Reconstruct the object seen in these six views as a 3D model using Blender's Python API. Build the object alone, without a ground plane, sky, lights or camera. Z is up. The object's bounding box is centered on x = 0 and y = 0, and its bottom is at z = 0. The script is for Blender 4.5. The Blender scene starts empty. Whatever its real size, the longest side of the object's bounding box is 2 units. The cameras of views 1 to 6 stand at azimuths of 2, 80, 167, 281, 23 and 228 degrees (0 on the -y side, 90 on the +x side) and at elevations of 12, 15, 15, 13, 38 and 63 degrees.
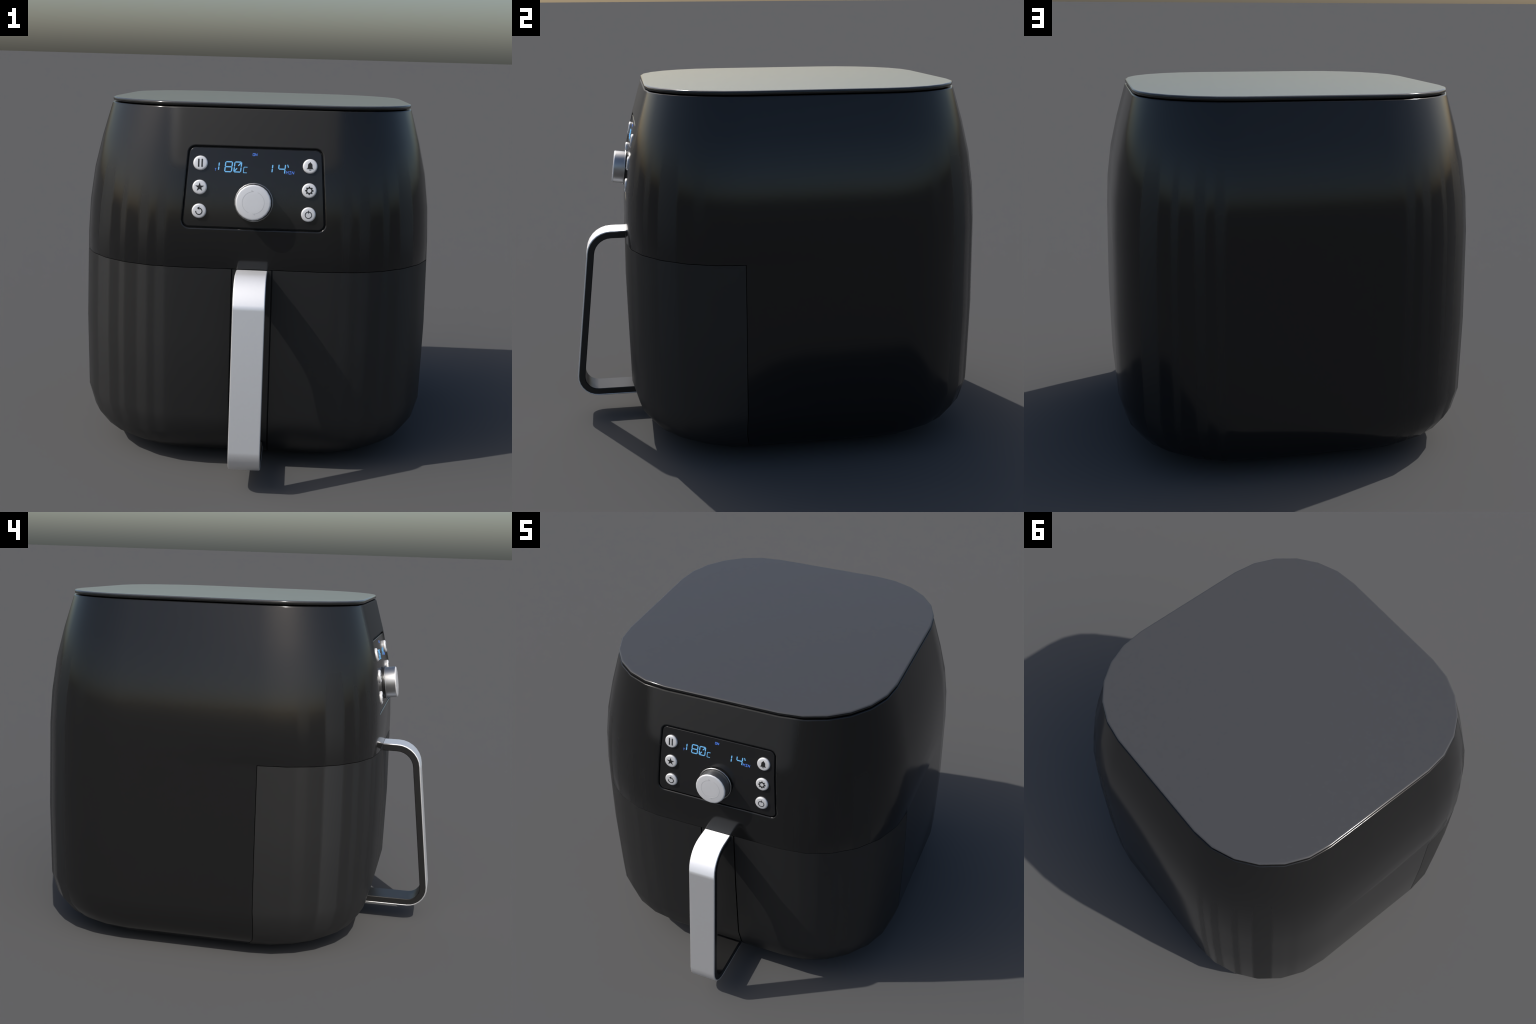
"""Black air fryer with a flat dark lid, a tilted control panel with a dial and six
round buttons, a blue segment display, and a pull-out drawer with a metal-faced handle."""
import bpy, bmesh, math
from mathutils import Vector

# ------------------------------------------------------------------ frame
TURN = math.radians(-0.9)         # the whole appliance stands slightly turned
CY = 0.137                        # centre of the body in y
SEAM = 0.988                      # height of the joint housing / drawer
GAP = 0.0015                      # half width of a joint

# body profile: height, half width (square plan), half length of the straight side
RINGS = [(0.000, 0.565, 0.250), (0.020, 0.626, 0.270), (0.055, 0.713, 0.300),
         (0.100, 0.774, 0.330), (0.170, 0.823, 0.342), (0.280, 0.854, 0.342),
         (0.650, 0.8595, 0.342), (SEAM, 0.853, 0.342), (1.072, 0.8515, 0.342), (1.234, 0.843, 0.332),
         (1.394, 0.8215, 0.322), (1.548, 0.785, 0.312), (1.703, 0.740, 0.302)]
SEG = 6                           # facets per rounded corner


def lerp(a, b, t):
    return a + (b - a) * t


def table(rows, z, col):
    if z <= rows[0][0]:
        return rows[0][col]
    for r0, r1 in zip(rows, rows[1:]):
        if z <= r1[0]:
            return lerp(r0[col], r1[col], (z - r0[0]) / (r1[0] - r0[0]))
    return rows[-1][col]


def half_width(z):
    return table(RINGS, z, 1)


def straight(z):
    return table(RINGS, z, 2)


def facet_pitch(i):
    (z0, a0, _), (z1, a1, _) = RINGS[i], RINGS[i + 1]
    return math.atan2(a0 - a1, z1 - z0)


# pitch of the smoothed surface at each ring (positive looks up)
PITCH = []
for _i, _r in enumerate(RINGS):
    if _i == 0:
        PITCH.append((_r[0], -1.2))
    elif _i == len(RINGS) - 1:
        PITCH.append((_r[0], facet_pitch(_i - 1)))
    else:
        # tall facets weigh more than short ones
        _w0, _w1 = _r[0] - RINGS[_i - 1][0], RINGS[_i + 1][0] - _r[0]
        PITCH.append((_r[0], (facet_pitch(_i - 1) * _w0 + facet_pitch(_i) * _w1) / (_w0 + _w1)))


def pitch(z):
    return table(PITCH, z, 1)


def housing_pitch(z):
    """the lower rim of the housing rolls in slightly towards the joint"""
    t = max(0.0, min(1.0, (1.100 - z) / (1.100 - SEAM)))
    return pitch(z) * (1 - t) + math.radians(-9.5) * t


def front_y(z):
    return CY - half_width(z)


# ------------------------------------------------------------------ mesh helper
class Builder:
    def __init__(self):
        self.v, self.n, self.f, self.sharp = [], [], [], []

    def vert(self, p, n=None):
        self.v.append(Vector(p))
        self.n.append(Vector(n) if n is not None else Vector((0, 0, 0)))
        return len(self.v) - 1

    def strip(self, a, b, closed=False):
        k = len(a)
        for i in range(k if closed else k - 1):
            j = (i + 1) % k
            self.f.append((a[i], a[j], b[j], b[i]))

    def build(self, name, mat, parent, smooth=True, angle=None, closed=False):
        me = bpy.data.meshes.new(name)
        me.from_pydata([tuple(p) for p in self.v], [], self.f)
        me.validate()
        bm = bmesh.new()
        bm.from_mesh(me)
        if closed or not any(n.length > 0 for n in self.n):
            bmesh.ops.recalc_face_normals(bm, faces=bm.faces)
        if angle is not None:
            for e in bm.edges:
                if len(e.link_faces) == 2 and e.calc_face_angle(0) > angle:
                    e.smooth = False
        bm.to_mesh(me)
        bm.free()
        for p in me.polygons:
            p.use_smooth = smooth
        me.update()
        if any(n.length > 0 for n in self.n):
            me.normals_split_custom_set_from_vertices([tuple(n) for n in self.n])
        ob = bpy.data.objects.new(name, me)
        bpy.context.scene.collection.objects.link(ob)
        ob.parent = parent
        me.materials.append(mat)
        return ob


# ------------------------------------------------------------------ materials
def material(name, color, rough, metallic=0.0, spec=0.5, grain=0.0, rough_var=0.0, coat=0.0,
             emit=None, scale=40.0):
    m = bpy.data.materials.new(name)
    m.use_nodes = True
    nt = m.node_tree
    bs = nt.nodes["Principled BSDF"]
    bs.inputs["Metallic"].default_value = metallic
    bs.inputs["Specular IOR Level"].default_value = spec
    bs.inputs["Coat Weight"].default_value = coat
    bs.inputs["Coat Roughness"].default_value = 0.15
    co = nt.nodes.new("ShaderNodeTexCoord")
    no = nt.nodes.new("ShaderNodeTexNoise")
    no.inputs["Scale"].default_value = scale
    no.inputs["Detail"].default_value = 3.0
    nt.links.new(co.outputs["Object"], no.inputs["Vector"])
    ramp = nt.nodes.new("ShaderNodeMapRange")
    ramp.inputs["To Min"].default_value = 1.0 - grain
    ramp.inputs["To Max"].default_value = 1.0 + grain
    nt.links.new(no.outputs["Fac"], ramp.inputs["Value"])
    hv = nt.nodes.new("ShaderNodeVectorMath")
    hv.operation = 'SCALE'
    hv.inputs[0].default_value = color
    nt.links.new(ramp.outputs["Result"], hv.inputs["Scale"])
    nt.links.new(hv.outputs["Vector"], bs.inputs["Base Color"])
    rr = nt.nodes.new("ShaderNodeMapRange")
    rr.inputs["To Min"].default_value = rough - rough_var
    rr.inputs["To Max"].default_value = rough + rough_var
    nt.links.new(no.outputs["Fac"], rr.inputs["Value"])
    nt.links.new(rr.outputs["Result"], bs.inputs["Roughness"])
    if emit:
        bs.inputs["Emission Color"].default_value = (*emit[0], 1)
        bs.inputs["Emission Strength"].default_value = emit[1]
    return m


def shine_streaks(m, base, rough, brow=0.0):
    """paint upright shine streaks on the rounded corners through roughness, placed by plan angle"""
    nt = m.node_tree
    bs = nt.nodes["Principled BSDF"]

    def math_node(op, a, b=None):
        n = nt.nodes.new("ShaderNodeMath")
        n.operation = op
        for i, v in enumerate((a, b)):
            if v is None:
                continue
            if isinstance(v, (int, float)):
                n.inputs[i].default_value = v
            else:
                nt.links.new(v, n.inputs[i])
        return n.outputs[0]

    co = nt.nodes.new("ShaderNodeTexCoord")
    sep = nt.nodes.new("ShaderNodeSeparateXYZ")
    nt.links.new(co.outputs["Object"], sep.inputs[0])
    dx = math_node('SUBTRACT', math_node('ABSOLUTE', sep.outputs[0]), 0.342)
    dy = math_node('SUBTRACT', math_node('ABSOLUTE', math_node('SUBTRACT', sep.outputs[1], CY)), 0.342)
    ang = math_node('MULTIPLY', math_node('ARCTAN2', math_node('MAXIMUM', dx, 0.0), math_node('MAXIMUM', dy, 0.0001)), 180 / math.pi)
    total = None
    for mid, half, lift in SHINE_BANDS:
        d = math_node('ABSOLUTE', math_node('SUBTRACT', ang, mid))
        mr = nt.nodes.new("ShaderNodeMapRange")
        mr.interpolation_type = 'SMOOTHSTEP'
        mr.inputs["From Min"].default_value = half + 2.2
        mr.inputs["From Max"].default_value = half - 0.4
        mr.inputs["To Min"].default_value = 0.0
        mr.inputs["To Max"].default_value = lift / 6.0
        nt.links.new(d, mr.inputs["Value"])
        total = mr.outputs["Result"] if total is None else math_node('ADD', total, mr.outputs["Result"])
    fade = nt.nodes.new("ShaderNodeMapRange")
    fade.interpolation_type = 'SMOOTHSTEP'
    fade.inputs["From Min"].default_value = 1.62
    fade.inputs["From Max"].default_value = 1.20
    nt.links.new(sep.outputs[2], fade.inputs["Value"])
    amount = math_node('MULTIPLY', total, fade.outputs["Result"])
    if brow:
        # roughness raised above the control panel on the front face, where the brow looks paler
        def step(v, lo, hi):
            mr = nt.nodes.new("ShaderNodeMapRange")
            mr.interpolation_type = 'SMOOTHSTEP'
            mr.inputs["From Min"].default_value = lo
            mr.inputs["From Max"].default_value = hi
            nt.links.new(v, mr.inputs["Value"])
            return mr.outputs["Result"]
        m1 = step(math_node('ABSOLUTE', sep.outputs[0]), 0.43, 0.33)
        m2 = step(sep.outputs[2], 1.40, 1.50)
        m3 = step(sep.outputs[1], -0.45, -0.50)
        amount = math_node('MAXIMUM', amount, math_node('MULTIPLY', math_node('MULTIPLY', m1, m2), math_node('MULTIPLY', m3, brow)))
    nt.links.new(math_node('ADD', math_node('MULTIPLY', amount, rough - base), base), bs.inputs["Roughness"])


SHINE_BANDS = ((48.0, 5.0, 6.0), (32.3, 1.2, 4.0), (19.3, 2.0, 3.5), (9.3, 1.6, 3.0), (66.5, 2.0, 1.2))
BLACK = material("black_gloss_plastic", (0.0105, 0.0105, 0.0105), 0.14, grain=0.03, rough_var=0.01)
DRAWER = material("drawer_black_plastic", (0.0155, 0.0155, 0.0155), 0.44, grain=0.03, rough_var=0.01)
shine_streaks(BLACK, 0.14, 0.42, brow=2.0)
shine_streaks(DRAWER, 0.44, 0.48)
LID = material("lid_dark_plastic", (0.064, 0.064, 0.066), 0.13, grain=0.03, rough_var=0.01)
PANEL = material("panel_black_gloss", (0.013, 0.013, 0.0135), 0.16, grain=0.03)
SILVER = material("satin_silver", (0.83, 0.83, 0.84), 0.42, metallic=0.35, grain=0.015, scale=90)
HANDLE = material("handle_satin_metal", (0.92, 0.92, 0.925), 0.46, metallic=0.8, grain=0.015, scale=90)
METAL = material("turned_metal", (0.50, 0.50, 0.50), 0.40, metallic=1.0, grain=0.02, scale=90)
LID_EDGE = material("lid_edge_black", (0.010, 0.010, 0.010), 0.18)
FRAME = material("handle_near_black", (0.015, 0.015, 0.015), 0.35)
ICON = material("icon_black_print", (0.012, 0.012, 0.012), 0.5)
ETCH = material("etched_mark", (0.66, 0.66, 0.67), 0.45, metallic=0.35)
GROOVE = material("joint_black", (0.004, 0.004, 0.004), 0.6)
GLOW = material("display_glow", (0.01, 0.02, 0.04), 0.4, emit=((0.15, 0.45, 0.80), 0.95))
GLOW_DIM = material("display_glow_dim", (0.01, 0.02, 0.04), 0.4, emit=((0.075, 0.20, 0.75), 1.0))


def empty(name, parent=None):
    ob = bpy.data.objects.new(name, None)
    bpy.context.scene.collection.objects.link(ob)
    ob.empty_display_size = 0.1
    ob.parent = parent
    return ob


root = empty("air_fryer")
root.rotation_euler = (0, 0, TURN)
root.location = (-0.002, -0.001, 0)
root["label"] = "black air fryer with silver handle, dial and display"
root["category"] = "air fryer"


# ------------------------------------------------------------------ plan outline
# columns run counter-clockwise from the front end of the right side:
# corner 0 = back right, 1 = back left, 2 = front left, 3 = front right
SIGN = ((1, 1, 0), (-1, 1, 90), (-1, -1, 180), (1, -1, 270))


# normals tilted up to draw reflected streaks on smooth corners: (middle, half width, lift in degrees),
# angle counted from the front or back face
EDGE = 2.0
STOPS = {0.0, 90.0} | {90.0 * i / SEG for i in range(SEG + 1)}
for _m, _w, _l in SHINE_BANDS:
    STOPS |= {_m - _w - EDGE, _m - _w, _m + _w, _m + _w + EDGE}
STOPS = sorted(STOPS)


def theta_list(corner):
    """angles along a corner, counter-clockwise, from 0 to 90"""
    if corner in (0, 2):
        return sorted(90.0 - t for t in STOPS)
    return list(STOPS)


def shine_lift(corner, th, z, gain=1.0):
    t = 90.0 - th if corner in (0, 2) else th
    lift = 0.0
    for m, w, l in SHINE_BANDS:
        d = abs(t - m)
        lift += l * max(0.0, min(1.0, (w + EDGE - d) / EDGE))
    lift *= max(0.0, min(1.0, (1.42 - z) / 0.35)) * max(0.0, min(1.0, (z - 0.08) / 0.10))
    return math.radians(lift) * gain


def column(corner, th, z, inset=0.0):
    """point of the body at angle th (0..90) of a corner; the corner is made of flat facets"""
    sx, sy, a0 = SIGN[corner]
    h = straight(z)
    r = half_width(z) - h - inset
    step = 90.0 / SEG
    i = min(SEG - 1, int(th / step + 1e-6))
    t0, t1 = math.radians(a0 + i * step), math.radians(a0 + (i + 1) * step)
    f = th / step - i
    ux, uy = lerp(math.cos(t0), math.cos(t1), f), lerp(math.sin(t0), math.sin(t1), f)
    return Vector((sx * h + r * ux, CY + sy * h + r * uy, z))


def column_normal(corner, th, z, first=3.75, last=3.75, p=None, gain=0.45):
    """smoothed normal; first / last: how far the end normals lean into the corner"""
    t = th
    if th < 15:
        t = lerp(first, 15.0, th / 15.0)
    if th > 75:
        t = lerp(75.0, 90.0 - last, (th - 75.0) / 15.0)
    t = math.radians(SIGN[corner][2] + t)
    p = (pitch(z) if p is None else p) + shine_lift(corner, th, z, gain)
    return Vector((math.cos(t) * math.cos(p), math.sin(t) * math.cos(p), math.sin(p)))


# ------------------------------------------------------------------ housing
UPPER_Z = sorted([SEAM + GAP, 1.15, 1.30, 1.35] + [r[0] for r in RINGS if r[0] > SEAM + 0.01])
LOWER_Z = sorted([0.08, 0.13, 0.18] + [r[0] for r in RINGS if r[0] < SEAM - 0.01]) + [SEAM + GAP]

hb = Builder()
# upper shell, from front right corner (skipping the front flat) round the back to front left
order = [(c, t) for c in (3, 0, 1, 2) for t in theta_list(c)]
rows = []
for z in UPPER_Z:
    rows.append([hb.vert(column(c, k, z), column_normal(c, k, z, p=housing_pitch(z) if c > 1 else None)) for c, k in order])
for lo, hi in zip(rows, rows[1:]):
    hb.strip(lo, hi)
# front flat above the panel (1.548 .. top)
zs = [1.548, 1.703]
fr = []
for z in zs:
    fr.append([hb.vert(column(2, 90.0, z), column_normal(2, 90.0, z)),
               hb.vert(column(3, 0, z), column_normal(3, 0, z))])
hb.strip(fr[0], fr[1])
# rolled top edge going in under the lid
full = [(c, 90.0 * k / SEG) for c in range(4) for k in range(SEG + 1)]
prev = None
for dz, ins, up in ((0.0, 0.0, 0.25), (0.004, 0.002, 0.9), (0.0055, 0.006, 1.5), (0.0055, 0.10, 1.57)):
    row = []
    for c, k in full:
        p = column(c, k, 1.703, ins)
        p.z += dz
        n = column_normal(c, k, 1.703)
        flat = Vector((n.x, n.y, 0)).normalized()
        row.append(hb.vert(p, flat * math.cos(up) + Vector((0, 0, math.sin(up)))))
    if prev:
        hb.strip(prev, row, True)
    prev = row
# lower rear shell: right side -> back -> left side
rear = [(c, t) for c in (0, 1) for t in theta_list(c)]
rows = []
for z in LOWER_Z:
    p0, p1 = column(3, 90.0, z), column(2, 0.0, z)
    p0.y += GAP
    p1.y += GAP
    pz = pitch(z)
    a = hb.vert(p0, (math.cos(pz), 0, math.sin(pz)))
    b = hb.vert(p1, (-math.cos(pz), 0, math.sin(pz)))
    rows.append([a] + [hb.vert(column(c, k, z), column_normal(c, k, z)) for c, k in rear] + [b])
for lo, hi in zip(rows, rows[1:]):
    hb.strip(lo, hi)
# vertical joint lips and horizontal joint lip
for idx, side in ((0, 1), (-1, -1)):
    lip_o = [hb.vert(hb.v[r[idx]], (0, -1, 0)) for r in rows]
    lip_i = [hb.vert(hb.v[r[idx]] - Vector((side * 0.03, 0, 0)), (0, -1, 0)) for r in rows]
    hb.strip(lip_o, lip_i)
arc = [(c, t) for c in (2, 3) for t in theta_list(c)]
lo_o = [hb.vert(column(c, k, SEAM + GAP), (0, 0, -1)) for c, k in arc]
lo_i = [hb.vert(column(c, k, SEAM + GAP, 0.03), (0, 0, -1)) for c, k in arc]
hb.strip(lo_o, lo_i)
# floor of the rear half
fl = [hb.vert(hb.v[i], (0, 0, -1)) for i in rows[0]]
hb.f.append(tuple(reversed(fl)))

# ---- control panel opening in the front flat
P_TOP, P_BOT = 1.536, 1.176
P_HW_TOP, P_HW_BOT = 0.2995, 0.3245
P_RAD = 0.030


def panel_outline(grow, z_shift=0.0, arc_steps=6, edge_steps=(10, 14)):
    """rounded trapezoid in x, z; counter-clockwise seen from the front; returns (x, z, outward)"""
    top, bot = P_TOP + grow, P_BOT - grow
    slope = (P_HW_BOT - P_HW_TOP) / (P_TOP - P_BOT)
    hw = lambda z: P_HW_TOP + grow + (P_TOP - z) * slope
    r = P_RAD + grow
    pts = []
    cs = [(hw(bot + r) - r, bot + r, -90), (hw(top - r) - r, top - r, 0),
          (-hw(top - r) + r, top - r, 90), (-hw(bot + r) + r, bot + r, 180)]
    arcs = []
    for cx, cz, a0 in cs:
        arcs.append([(cx + r * math.cos(math.radians(a0 + 90 * i / arc_steps)),
                      cz + r * math.sin(math.radians(a0 + 90 * i / arc_steps)),
                      a0 + 90 * i / arc_steps) for i in range(arc_steps + 1)])
    for i in range(4):
        pts += arcs[i]
        a, b = arcs[i][-1], arcs[(i + 1) % 4][0]
        n = edge_steps[i % 2]
        ang = (0, 90, 180, 270)[i]
        for j in range(1, n):
            t = j / n
            pts.append((lerp(a[0], b[0], t), lerp(a[1], b[1], t), ang))
    return pts


def front_normal(x, z):
    t = math.radians(3.75) * max(-1, min(1, x / straight(z)))
    p = housing_pitch(z)
    return Vector((math.sin(t) * math.cos(p), -math.cos(t) * math.cos(p), math.sin(p)))


def front_point(x, z, out=0.0):
    n = front_normal(0, z)
    return Vector((x, front_y(z), z)) + n * out


B_LOW = 1.100
RIM = 0.0105
rim = panel_outline(RIM)
loops = []
STEPS = 6
for s in range(STEPS + 1):
    row = []
    for x, z, ang in rim:
        # matching point on the border of the front flat
        za = 1.548 if z > 1.36 else B_LOW
        ca, sa = math.cos(math.radians(ang)), math.sin(math.radians(ang))
        if abs(abs(ca) - abs(sa)) < 1e-3:
            zz, xx = za, math.copysign(straight(za), ca)
        elif abs(ca) > abs(sa):
            zz = lerp(B_LOW, 1.548, (z - (P_BOT - RIM)) / (P_TOP - P_BOT + 2 * RIM))
            xx = math.copysign(straight(zz), ca)
        else:
            zz = za
            xx = x * straight(zz) / (P_HW_TOP if z > 1.36 else P_HW_BOT)
            xx = max(-straight(zz), min(straight(zz), xx))
        t = s / STEPS
        px, pz = lerp(xx, x, t), lerp(zz, z, t)
        row.append(hb.vert(front_point(px, pz), front_normal(px, pz)))
    loops.append(row)
for a, b in zip(loops, loops[1:]):
    hb.strip(a, b, True)
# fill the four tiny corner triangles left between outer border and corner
# rounded rim falling into the groove
prev = None
for grow, out, ang in ((RIM, 0.0, 0), (0.0078, -0.0007, 22), (0.0052, -0.0026, 48), (0.0038, -0.0055, 72), (0.0035, -0.016, 90)):
    row = []
    for x, z, a in panel_outline(grow):
        inward = Vector((-math.cos(math.radians(a)), 0, -math.sin(math.radians(a))))
        n = front_normal(x, z) * math.cos(math.radians(ang)) + inward * math.sin(math.radians(ang))
        row.append(hb.vert(front_point(x, z, out), n.normalized()))
    if prev:
        hb.strip(prev, row, True)
    prev = row

# ---- plain front between panel and joint
rows = []
for z in (SEAM + GAP, 1.072, B_LOW):
    rows.append([hb.vert(front_point(f * straight(z), z), front_normal(f * straight(z), z)) for f in (-1, -0.5, 0, 0.5, 1)])
for a, b in zip(rows, rows[1:]):
    hb.strip(a, b)
housing = hb.build("housing", BLACK, root)

# dark chassis behind the joints
cb = Builder()
rows = []
for z, ins in ((0.012, 0.05), (0.10, 0.03), (0.28, 0.022), (SEAM, 0.022), (1.07, 0.022), (1.234, 0.03), (1.548, 0.03), (1.69, 0.03)):
    rows.append([cb.vert(column(c, k, z, ins)) for c, k in full])
for a, b in zip(rows, rows[1:]):
    cb.strip(a, b, True)
cb.f.append(tuple(reversed(rows[0])))
cb.f.append(tuple(rows[-1]))
cb.build("inner_chassis", GROOVE, root)

# ------------------------------------------------------------------ lid
lb = Builder()
LID_EDGE_RINGS = [(1.7095, 0.700, -90), (1.7130, 0.7300, -60), (1.7155, 0.7352, -20), (1.7210, 0.7368, 0), (1.7270, 0.7368, 20)]
LID_TOP_RINGS = [(1.7272, 0.7371, 25), (1.7298, 0.7358, 50), (1.7315, 0.7328, 72), (1.7322, 0.7280, 90)]


def lid_loft(b, rings):
    prev = None
    for z, a, ang in rings:
        row = []
        for c, k in full:
            sx, sy, a0 = SIGN[c]
            t = math.radians(a0 + k)
            h = 0.298
            r = a - h
            tt = math.radians(a0 + (k if 0 < k < 90 else (3.75 if k == 0 else 86.25)))
            g = math.radians(ang)
            row.append(b.vert((sx * h + r * math.cos(t), CY + sy * h + r * math.sin(t), z),
                              (math.cos(tt) * math.cos(g), math.sin(tt) * math.cos(g), math.sin(g))))
        if prev:
            b.strip(prev, row, True)
        prev = row
    return prev


lid_loft(lb, LID_EDGE_RINGS)
tb = Builder()
top = [tb.vert(tb.v[i], (0, 0, 1)) for i in lid_loft(tb, LID_TOP_RINGS)]
tb.f.append(tuple(top))
lid = tb.build("lid", LID, root)
lb.build("lid_edge", LID_EDGE, lid)

# ------------------------------------------------------------------ drawer
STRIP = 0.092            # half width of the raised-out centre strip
GRV = 0.0032             # half width of its grooves
DZ = sorted([0.08, 0.13, 0.18] + [r[0] for r in RINGS if r[0] < SEAM - 0.01]) + [SEAM - GAP]
db = Builder()


def d_pitch(z):
    if z > 0.9:
        return 0.004
    return pitch(z)


def drawer_row(z):
    left, right = [], []
    p = d_pitch(z)
    f = Vector((0, -math.cos(p), math.sin(p)))
    for th in theta_list(2):
        left.append((column(2, th, z), column_normal(2, th, z, first=7.5, p=p, gain=1.7)))
    for th in theta_list(3):
        right.append((column(3, th, z), column_normal(3, th, z, last=7.5, p=p, gain=0.7)))
    y = front_y(z)
    left.append((Vector((-STRIP - GRV, y, z)), f))
    right.insert(0, (Vector((STRIP + GRV, y, z)), f))
    return left, right


for side in (0, 1):
    rows = []
    for z in DZ:
        pts = drawer_row(z)[side]
        if side == 0:
            pts[0][0].y -= GAP
        else:
            pts[-1][0].y -= GAP
        rows.append([db.vert(p, n) for p, n in pts])
    for a, b in zip(rows, rows[1:]):
        db.strip(a, b)
    # joint lips
    outer = 0 if side == 0 else -1
    sx = -1 if side == 0 else 1
    o = [db.vert(db.v[r[outer]], (0, 1, 0)) for r in rows]
    i = [db.vert(db.v[r[outer]] - Vector((sx * 0.03, 0, 0)), (0, 1, 0)) for r in rows]
    db.strip(i, o) if side else db.strip(o, i)
    inner = -1 if side == 0 else 0
    o = [db.vert(db.v[r[inner]], (-sx, 0, 0)) for r in rows]
    i = [db.vert(db.v[r[inner]] + Vector((0, 0.02, 0)), (-sx, 0, 0)) for r in rows]
    db.strip(o, i)
    # top ledge
    o = [db.vert(db.v[j], (0, 0, 1)) for j in rows[-1]]
    i = []
    for j in rows[-1]:
        q = db.v[j]
        n = db.n[j]
        i.append(db.vert(q - Vector((n.x, n.y, 0)) * 0.03, (0, 0, 1)))
    db.strip(o, i)
    # floor
    b = [db.vert(db.v[j], (0, 0, -1)) for j in rows[0]]
    mid = db.vert((0, CY - straight(0), 0.0), (0, 0, -1))
    db.f.append(tuple(reversed(b + [mid])))
drawer = db.build("drawer", DRAWER, root)

# groove bottoms and centre strip
sb = Builder()
rows = []
for z in DZ:
    y = front_y(z)
    p = d_pitch(z)
    n = (0, -math.cos(p), math.sin(p))
    rows.append([sb.vert((-STRIP + GRV, y, z), n), sb.vert((STRIP - GRV, y, z), n)])
for a, b in zip(rows, rows[1:]):
    sb.strip(a, b)
for i, s in ((0, -1), (1, 1)):
    o = [sb.vert(sb.v[r[i]], (s, 0, 0)) for r in rows]
    k = [sb.vert(sb.v[r[i]] + Vector((0, 0.02, 0)), (s, 0, 0)) for r in rows]
    sb.strip(o, k)
o = [sb.vert(sb.v[j], (0, 0, 1)) for j in rows[-1]]
k = [sb.vert(sb.v[j] + Vector((0, 0.03, 0)), (0, 0, 1)) for j in rows[-1]]
sb.strip(o, k)
o = [sb.vert(sb.v[j], (0, 0, -1)) for j in rows[0]]
k = [sb.vert(sb.v[j] + Vector((0, 0.2, 0)), (0, 0, -1)) for j in rows[0]]
sb.strip(o, k)
sb.build("drawer_strip", DRAWER, drawer)
gb = Builder()
for s in (-1, 1):
    rows = []
    for z in DZ:
        y = front_y(z) + 0.010
        rows.append([gb.vert((s * STRIP - 0.006, y, z)), gb.vert((s * STRIP + 0.006, y, z)),
                     gb.vert((s * STRIP + 0.006, y + 0.006, z)), gb.vert((s * STRIP - 0.006, y + 0.006, z))])
    for a, b in zip(rows, rows[1:]):
        gb.strip(a, b, True)
    gb.f.append(tuple(rows[0]))
    gb.f.append(tuple(rows[-1]))
gb.build("drawer_groove", GROOVE, drawer, smooth=False)

# ------------------------------------------------------------------ handle
HW = 0.0718


def arc_pts(cy, cz, r, a0, a1, n):
    return [(cy + r * math.cos(math.radians(lerp(a0, a1, i / n))),
             cz + r * math.sin(math.radians(lerp(a0, a1, i / n)))) for i in range(n + 1)]


# outer line of the handle in y, z, from the mount round to the lower end
R1, R2 = 0.128, 0.105
lean = math.degrees(math.atan2(0.995 - 0.923, 0.86 - 0.20))       # the grip leans outward below
def arc_line(cy, cz, r, a0, a1, n):
    return [(*p, lerp(a0, a1, i / n)) for i, p in enumerate(arc_pts(cy, cz, r, a0, a1, n))]


# points of the outer line (y, z) with the direction the outer face looks to
line = [(-0.690, 0.985, 90), (-0.712, 0.985, 90), (-0.760, 0.985, 90)]
line += arc_line(-0.7895, 0.985 - R1, R1, 90, 180 - lean, 7)
BEND_END = len(line)
_y, _z, _ = line[-1]
line += [(_y - 0.024 * math.tan(math.radians(lean)), _z - 0.024, 180 - lean)]
line += arc_line(-0.8915, 0.0985 + R2, R2, 180 - lean, 270, 7)
line += [(-0.80, 0.0980, 270), (-0.700, 0.0975, 270), (-0.600, 0.097, 270)]
NL = [(math.cos(math.radians(p[2])), math.sin(math.radians(p[2]))) for p in line]


def sweep(name, section, mat, parent, first=0, last=None, angle=math.radians(28), soft=False):
    """section: (x, depth below the outer line), closed loop"""
    b = Builder()
    rows = []
    last = len(line) if last is None else last
    for i in range(first, last):
        y, z, ang = line[i]
        ny, nz = NL[i]
        row = []
        for j, (x, d) in enumerate(section):
            n = None
            if soft and j < 2:
                # normals of the upper bend turned to spread the white sun glint
                g = lerp(116, 150, (ang - 90) / (90 - lean)) if i < BEND_END else ang
                n = (0, math.cos(math.radians(g)), math.sin(math.radians(g)))
            row.append(b.vert((x, y - ny * d, z - nz * d), n))
        rows.append(row)
    for a, c in zip(rows, rows[1:]):
        b.strip(a, c, True)
    b.f.append(tuple(rows[0]))
    b.f.append(tuple(rows[-1]))
    return b.build(name, mat, parent, angle=angle, closed=True)


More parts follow.
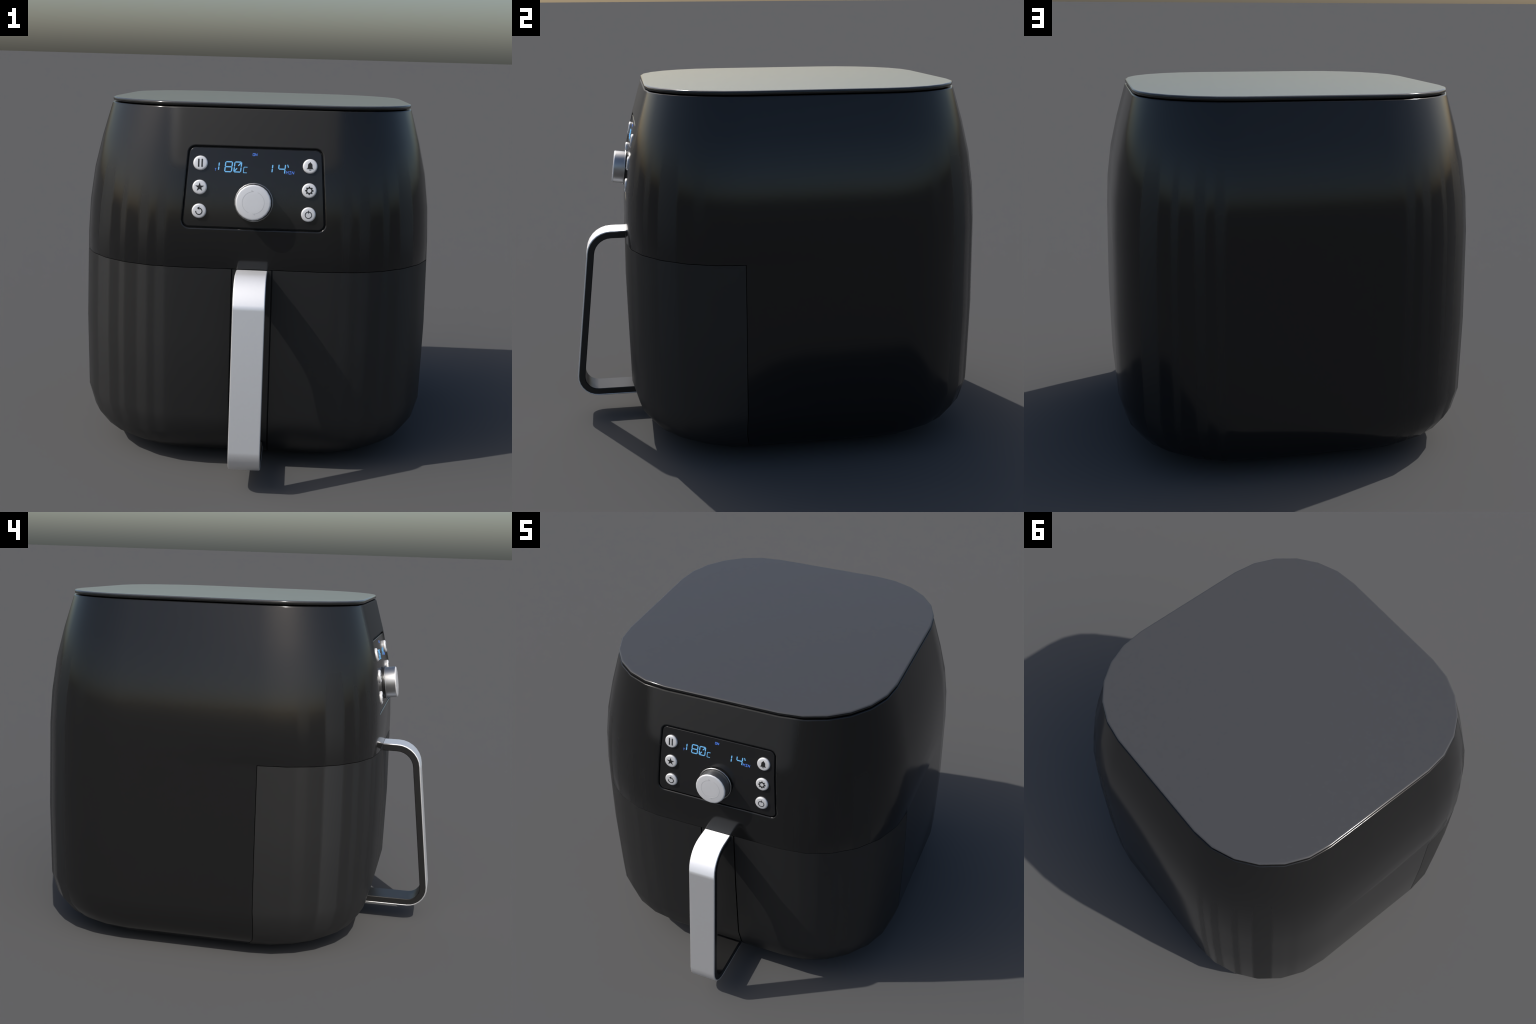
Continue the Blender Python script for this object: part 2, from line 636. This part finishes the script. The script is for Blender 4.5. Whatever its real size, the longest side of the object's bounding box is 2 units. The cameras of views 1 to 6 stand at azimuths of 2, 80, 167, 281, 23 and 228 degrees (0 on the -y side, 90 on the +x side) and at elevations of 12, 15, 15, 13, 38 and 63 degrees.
T = 0.0385
C = 0.0045
dark_sides_sec = [(-HW + .0012, 0.005), (HW - .0012, 0.005), (HW - .0012, T - .003), (HW - .004, T), (-HW + .004, T), (-HW + .0012, T - .003)]
face_sec = [(-HW + C, 0.0), (HW - C, 0.0), (HW - 0.0013, 0.0014), (HW, C), (HW, 0.0065), (HW - .008, 0.009), (-HW + .008, 0.009), (-HW, 0.0065), (-HW, C), (-HW + 0.0013, 0.0014)]
handle = sweep("handle", dark_sides_sec, FRAME, drawer)
sweep("handle_face", face_sec, HANDLE, handle, first=1, angle=math.radians(50), soft=True)

# ------------------------------------------------------------------ control panel
pb = Builder()
prev = None
for grow, out, ang in ((-0.0035, -0.016, 90), (-0.0035, -0.0045, 80), (-0.0045, -0.003, 35), (-0.006, -0.0025, 0)):
    row = []
    for x, z, a in panel_outline(grow):
        o = Vector((math.cos(math.radians(a)), 0, math.sin(math.radians(a))))
        n = front_normal(x, z) * math.cos(math.radians(ang)) + o * math.sin(math.radians(ang))
        row.append(pb.vert(front_point(x, z, out), n.normalized()))
    if prev:
        pb.strip(prev, row, True)
    prev = row
PC = (0.0, 0.5 * (P_TOP + P_BOT))
for s in (0.85, 0.65, 0.45, 0.25, 0.08):
    row = []
    for x, z, a in panel_outline(-0.006):
        px, pz = lerp(PC[0], x, s), lerp(PC[1], z, s)
        row.append(pb.vert(front_point(px, pz, -0.0025), front_normal(px, pz)))
    pb.strip(prev, row, True)
    prev = row
pb.f.append(tuple(prev))
panel = pb.build("control_panel", PANEL, housing)
# groove floor between panel and housing
gb = Builder()
a = [gb.vert(front_point(x, z, -0.0125)) for x, z, _ in panel_outline(0.006)]
b = [gb.vert(front_point(x, z, -0.0125)) for x, z, _ in panel_outline(-0.006)]
c = [gb.vert(front_point(x, z, -0.0165)) for x, z, _ in panel_outline(-0.006)]
d = [gb.vert(front_point(x, z, -0.0165)) for x, z, _ in panel_outline(0.006)]
gb.strip(a, b, True); gb.strip(b, c, True); gb.strip(c, d, True); gb.strip(d, a, True)
gb.build("panel_groove", GROOVE, panel)

P_OUT = -0.0025


def on_panel(x, z, out, u=0.0, w=0.0):
    """point on a plane tangent to the panel at (x, z), offset u sideways, w upward, out off it"""
    p = pitch(z)
    n = Vector((0, -math.cos(p), math.sin(p)))
    up = Vector((0, math.sin(p), math.cos(p)))
    return front_point(x, z, P_OUT) + Vector((u, 0, 0)) + up * w + n * out


def turned(name, x, z, rings, mat, parent, seg=40, angle=math.radians(50), phase=0.0):
    """round part standing on the panel: rings of (radius, height)"""
    b = Builder()
    rows = []
    for r, h in rings:
        rows.append([b.vert(on_panel(x, z, h, r * math.cos(2 * math.pi * i / seg + phase), r * math.sin(2 * math.pi * i / seg + phase))) for i in range(seg)])
    for a, c in zip(rows, rows[1:]):
        b.strip(a, c, True)
    b.f.append(tuple(rows[-1]))
    b.f.append(tuple(reversed(rows[0])))
    return b.build(name, mat, parent, angle=angle, closed=True)


def plate(b, outline, x, z, h0, h1):
    """extruded flat piece standing on the panel plane; outline in (u, w)"""
    lo = [b.vert(on_panel(x, z, h0, u, w)) for u, w in outline]
    hi = [b.vert(on_panel(x, z, h1, u, w)) for u, w in outline]
    b.strip(lo, hi, True)
    b.f.append(tuple(hi))
    b.f.append(tuple(reversed(lo)))


def bar(p, q, w0, w1=None):
    """flat bar outline between two points"""
    w1 = w0 if w1 is None else w1
    d = Vector((q[0] - p[0], q[1] - p[1])).normalized()
    s = Vector((-d.y, d.x))
    return [(p[0] + s.x * w0 / 2, p[1] + s.y * w0 / 2), (p[0] - s.x * w0 / 2, p[1] - s.y * w0 / 2),
            (q[0] - s.x * w1 / 2, q[1] - s.y * w1 / 2), (q[0] + s.x * w1 / 2, q[1] + s.y * w1 / 2)]


def ring_bars(b, r, width, a0, a1, n, x, z, h0, h1):
    """arc of a flat ring"""
    o, i = [], []
    for k in range(n + 1):
        t = math.radians(lerp(a0, a1, k / n))
        o.append(((r + width / 2) * math.cos(t), (r + width / 2) * math.sin(t)))
        i.append(((r - width / 2) * math.cos(t), (r - width / 2) * math.sin(t)))
    for k in range(n):
        plate(b, [o[k], o[k + 1], i[k + 1], i[k]], x, z, h0, h1)


BR = 0.0332
BTN_RINGS = [(BR - .001, -0.002), (BR, 0.0015), (BR, 0.0045), (BR - .0012, 0.0072), (BR - .004, 0.0090), (BR - .007, 0.0097), (0.012, 0.0100)]
IH0, IH1 = 0.0088, 0.0107
BX = 0.2475
BZ = (1.463, 1.356, 1.2495)


def button(x, z):
    return turned("button", x, z, BTN_RINGS, SILVER, panel, seg=36, angle=math.radians(60))


def icon(parent, draw, x, z):
    b = Builder()
    draw(b, x, z)
    return b.build("icon", ICON, parent, smooth=False)


def draw_pause(b, x, z):
    for u in (-0.0078, 0.0078):
        plate(b, bar((u, -0.0183), (u, 0.0183), 0.0062), x, z, IH0, IH1)


def draw_star(b, x, z):
    pts = []
    for i in range(10):
        r = 0.0208 if i % 2 == 0 else 0.0082
        t = math.radians(90 + 36 * i)
        pts.append((r * math.cos(t), r * math.sin(t)))
    for i in range(0, 10, 2):       # five points and a core, each convex
        plate(b, [pts[i], pts[(i + 1) % 10], (0, 0), pts[(i - 1) % 10]], x, z, IH0, IH1)


def draw_return(b, x, z):
    ring_bars(b, 0.0142, 0.0042, 80, -185, 26, x, z - 0.0015, IH0, IH1)
    plate(b, [(-0.009, 0.0142), (0.0015, 0.0215), (0.0015, 0.0070)], x, z - 0.0015, IH0, IH1 + .0002)


def draw_bell(b, x, z):
    half = [(0.0, 0.0190), (0.0020, 0.0185), (0.0024, 0.0150), (0.0070, 0.0125), (0.0098, 0.0070), (0.0104, -0.0040), (0.0118, -0.0090), (0.0160, -0.0125), (0.0, -0.0125)]
    for p, q in zip(half, half[1:-1]):
        plate(b, [(-p[0] - 1e-5, p[1]), (-q[0], q[1]), (q[0], q[1]), (p[0] + 1e-5, p[1])], x, z, IH0, IH1)
    plate(b, [(-0.0062, -0.0150), (-0.0042, -0.0175), (0, -0.0187), (0.0042, -0.0175), (0.0062, -0.0150)], x, z, IH0, IH1)


def draw_gear(b, x, z):
    ring_bars(b, 0.0118, 0.0048, 0, 360, 32, x, z, IH0, IH1)
    for i in range(8):
        t = math.radians(45 * i)
        c, s = math.cos(t), math.sin(t)
        plate(b, bar((0.0130 * c, 0.0130 * s), (0.0186 * c, 0.0186 * s), 0.0078, 0.0052), x, z, IH0, IH1 + .0002)


def draw_power(b, x, z):
    ring_bars(b, 0.0145, 0.0032, 98, 442, 32, x, z - 0.0018, IH0, IH1)
    plate(b, bar((0, 0.0075), (0, 0.0205), 0.0032), x, z - 0.0018, IH0, IH1 + .0002)


for (bx, col) in ((-BX, (draw_pause, draw_star, draw_return)), (BX, (draw_bell, draw_gear, draw_power))):
    for bz, fn in zip(BZ, col):
        icon(button(bx, bz), fn, bx, bz)

# dial: low collar, thin rim ring, drum with a bevelled face
DX, DZC = 0.0, 1.2955
dial = turned("dial", DX, DZC, [(0.0800, 0.010), (0.0800, 0.061), (0.0797, 0.0630), (0.0760, 0.0630)], METAL, panel, seg=22, phase=math.radians(90))
turned("dial_face", DX, DZC, [(0.0770, 0.060), (0.0797, 0.0625), (0.0790, 0.0650), (0.0765, 0.0672), (0.072, 0.0679), (0.03, 0.0682)], SILVER, dial, seg=22, phase=math.radians(90))
turned("dial_collar", DX, DZC, [(0.0830, -0.002), (0.0830, 0.0105), (0.0820, 0.0115)], FRAME, dial, seg=22, phase=math.radians(90))
rb = Builder()
rows = []
for r, h in ((0.0855, 0.008), (0.0880, 0.0095), (0.0880, 0.0125), (0.0862, 0.0138), (0.0835, 0.0125), (0.0835, 0.008)):
    rows.append([rb.vert(on_panel(DX, DZC, h, r * math.cos(2 * math.pi * i / 22 + math.pi / 2), r * math.sin(2 * math.pi * i / 22 + math.pi / 2))) for i in range(22)])
for a, b in zip(rows, rows[1:] + rows[:1]):
    rb.strip(a, b, True)
rb.build("dial_ring", METAL, dial, angle=math.radians(60))
eb = Builder()
for a0, a1 in ((97, 247), (-83, 67)):
    ring_bars(eb, 0.0490, 0.0020, a0, a1, 30, DX, DZC, 0.0670, 0.0684)
for sgn in (1, -1):
    plate(eb, [(sgn * 0.0034, sgn * 0.0484), (sgn * -0.0093, sgn * 0.0566), (sgn * -0.0090, sgn * 0.0484)], DX, DZC, 0.0670, 0.0685)
eb.build("dial_arrow_mark", ETCH, dial, smooth=False)

# ------------------------------------------------------------------ display
DH0, DH1 = 0.0000, 0.0009
SEGS = {  # segment ends in a unit digit: width 1, height 2, origin at the centre
    'a': ((-.5, 1), (.5, 1)), 'b': ((.5, 1), (.5, 0)), 'c': ((.5, 0), (.5, -1)), 'd': ((-.5, -1), (.5, -1)),
    'e': ((-.5, 0), (-.5, -1)), 'f': ((-.5, 1), (-.5, 0)), 'g': ((-.5, 0), (.5, 0)),
    'x': ((.42, .86), (.02, .18)), 'y': ((-.42, -.86), (-.05, -.18)),
    'm': ((-.5, 1), (0, .1)), 'n': ((.5, 1), (0, .1)), 'k': ((-.5, 1), (.5, -1)), 'v': ((0, 1), (0, -1)), 'o': ((0, 1), (0, 1))}


def digit(b, segs, x, z, w, h, t, lean=0.09, gap=0.0):
    for s in segs:
        (u0, w0), (u1, w1) = SEGS[s]
        p = Vector((u0 * w, w0 * h / 2))
        q = Vector((u1 * w, w1 * h / 2))
        d = (q - p).normalized()
        p, q = p + d * gap, q - d * gap
        o = bar(p, q, t)
        # pointed ends
        o = [o[0], (p.x - d.x * t * .35, p.y - d.y * t * .35), o[1], o[2], (q.x + d.x * t * .35, q.y + d.y * t * .35), o[3]]
        o = [(u + v * lean, v) for u, v in o]
        plate(b, o, x, z, DH0, DH1)


def word(b, letters, x, z, w, h, t, pitch_x, lean):
    for i, segs in enumerate(letters):
        digit(b, segs, x + (i - (len(letters) - 1) / 2) * pitch_x, z, w, h, t, lean)


for segs, x, z, w, h, t in (('bc', -0.1795, 1.4515, 0.031, 0.036, 0.0052), ('abcdefg', -0.1200, 1.4505, 0.0305, 0.0450, 0.0050),
                            ('abcdefxy', -0.0785, 1.4505, 0.0305, 0.0450, 0.0050),
                            ('bc', 0.0625, 1.4485, 0.031, 0.036, 0.0052), ('bcfg', 0.1205, 1.4475, 0.0290, 0.0420, 0.0050)):
    b = Builder()
    digit(b, segs, x, z, w, h, t, gap=0.0027)
    b.build("display_digit", GLOW, panel, smooth=False)
b = Builder()
plate(b, bar((-0.0025, 0.0065), (0.0018, -0.0065), 0.0034, 0.0046), 0.1485, 1.4615, DH0, DH1)
b.build("display_minute_mark", GLOW, panel, smooth=False)
b = Builder()
digit(b, 'adef', -0.0435, 1.4385, 0.0165, 0.0255, 0.0028, gap=0.0008)
b.build("display_degree_letter", GLOW, panel, smooth=False)
b = Builder()
digit(b, 'av', -0.1790, 1.4365, 0.0062, 0.0105, 0.0017, 0.05)
b.build("display_temperature_letter", GLOW_DIM, panel, smooth=False)
b = Builder()
word(b, ('efbcmn', 'adv', 'efbck'), 0.1585, 1.4325, 0.0088, 0.0125, 0.0017, 0.0128, 0.1)
b.build("display_minute_word", GLOW_DIM, panel, smooth=False)
b = Builder()
word(b, ('abcdef', 'efbck'), -0.0025, 1.5075, 0.0078, 0.0108, 0.0018, 0.0112, 0.05)
b.build("display_on_word", GLOW_DIM, panel, smooth=False)
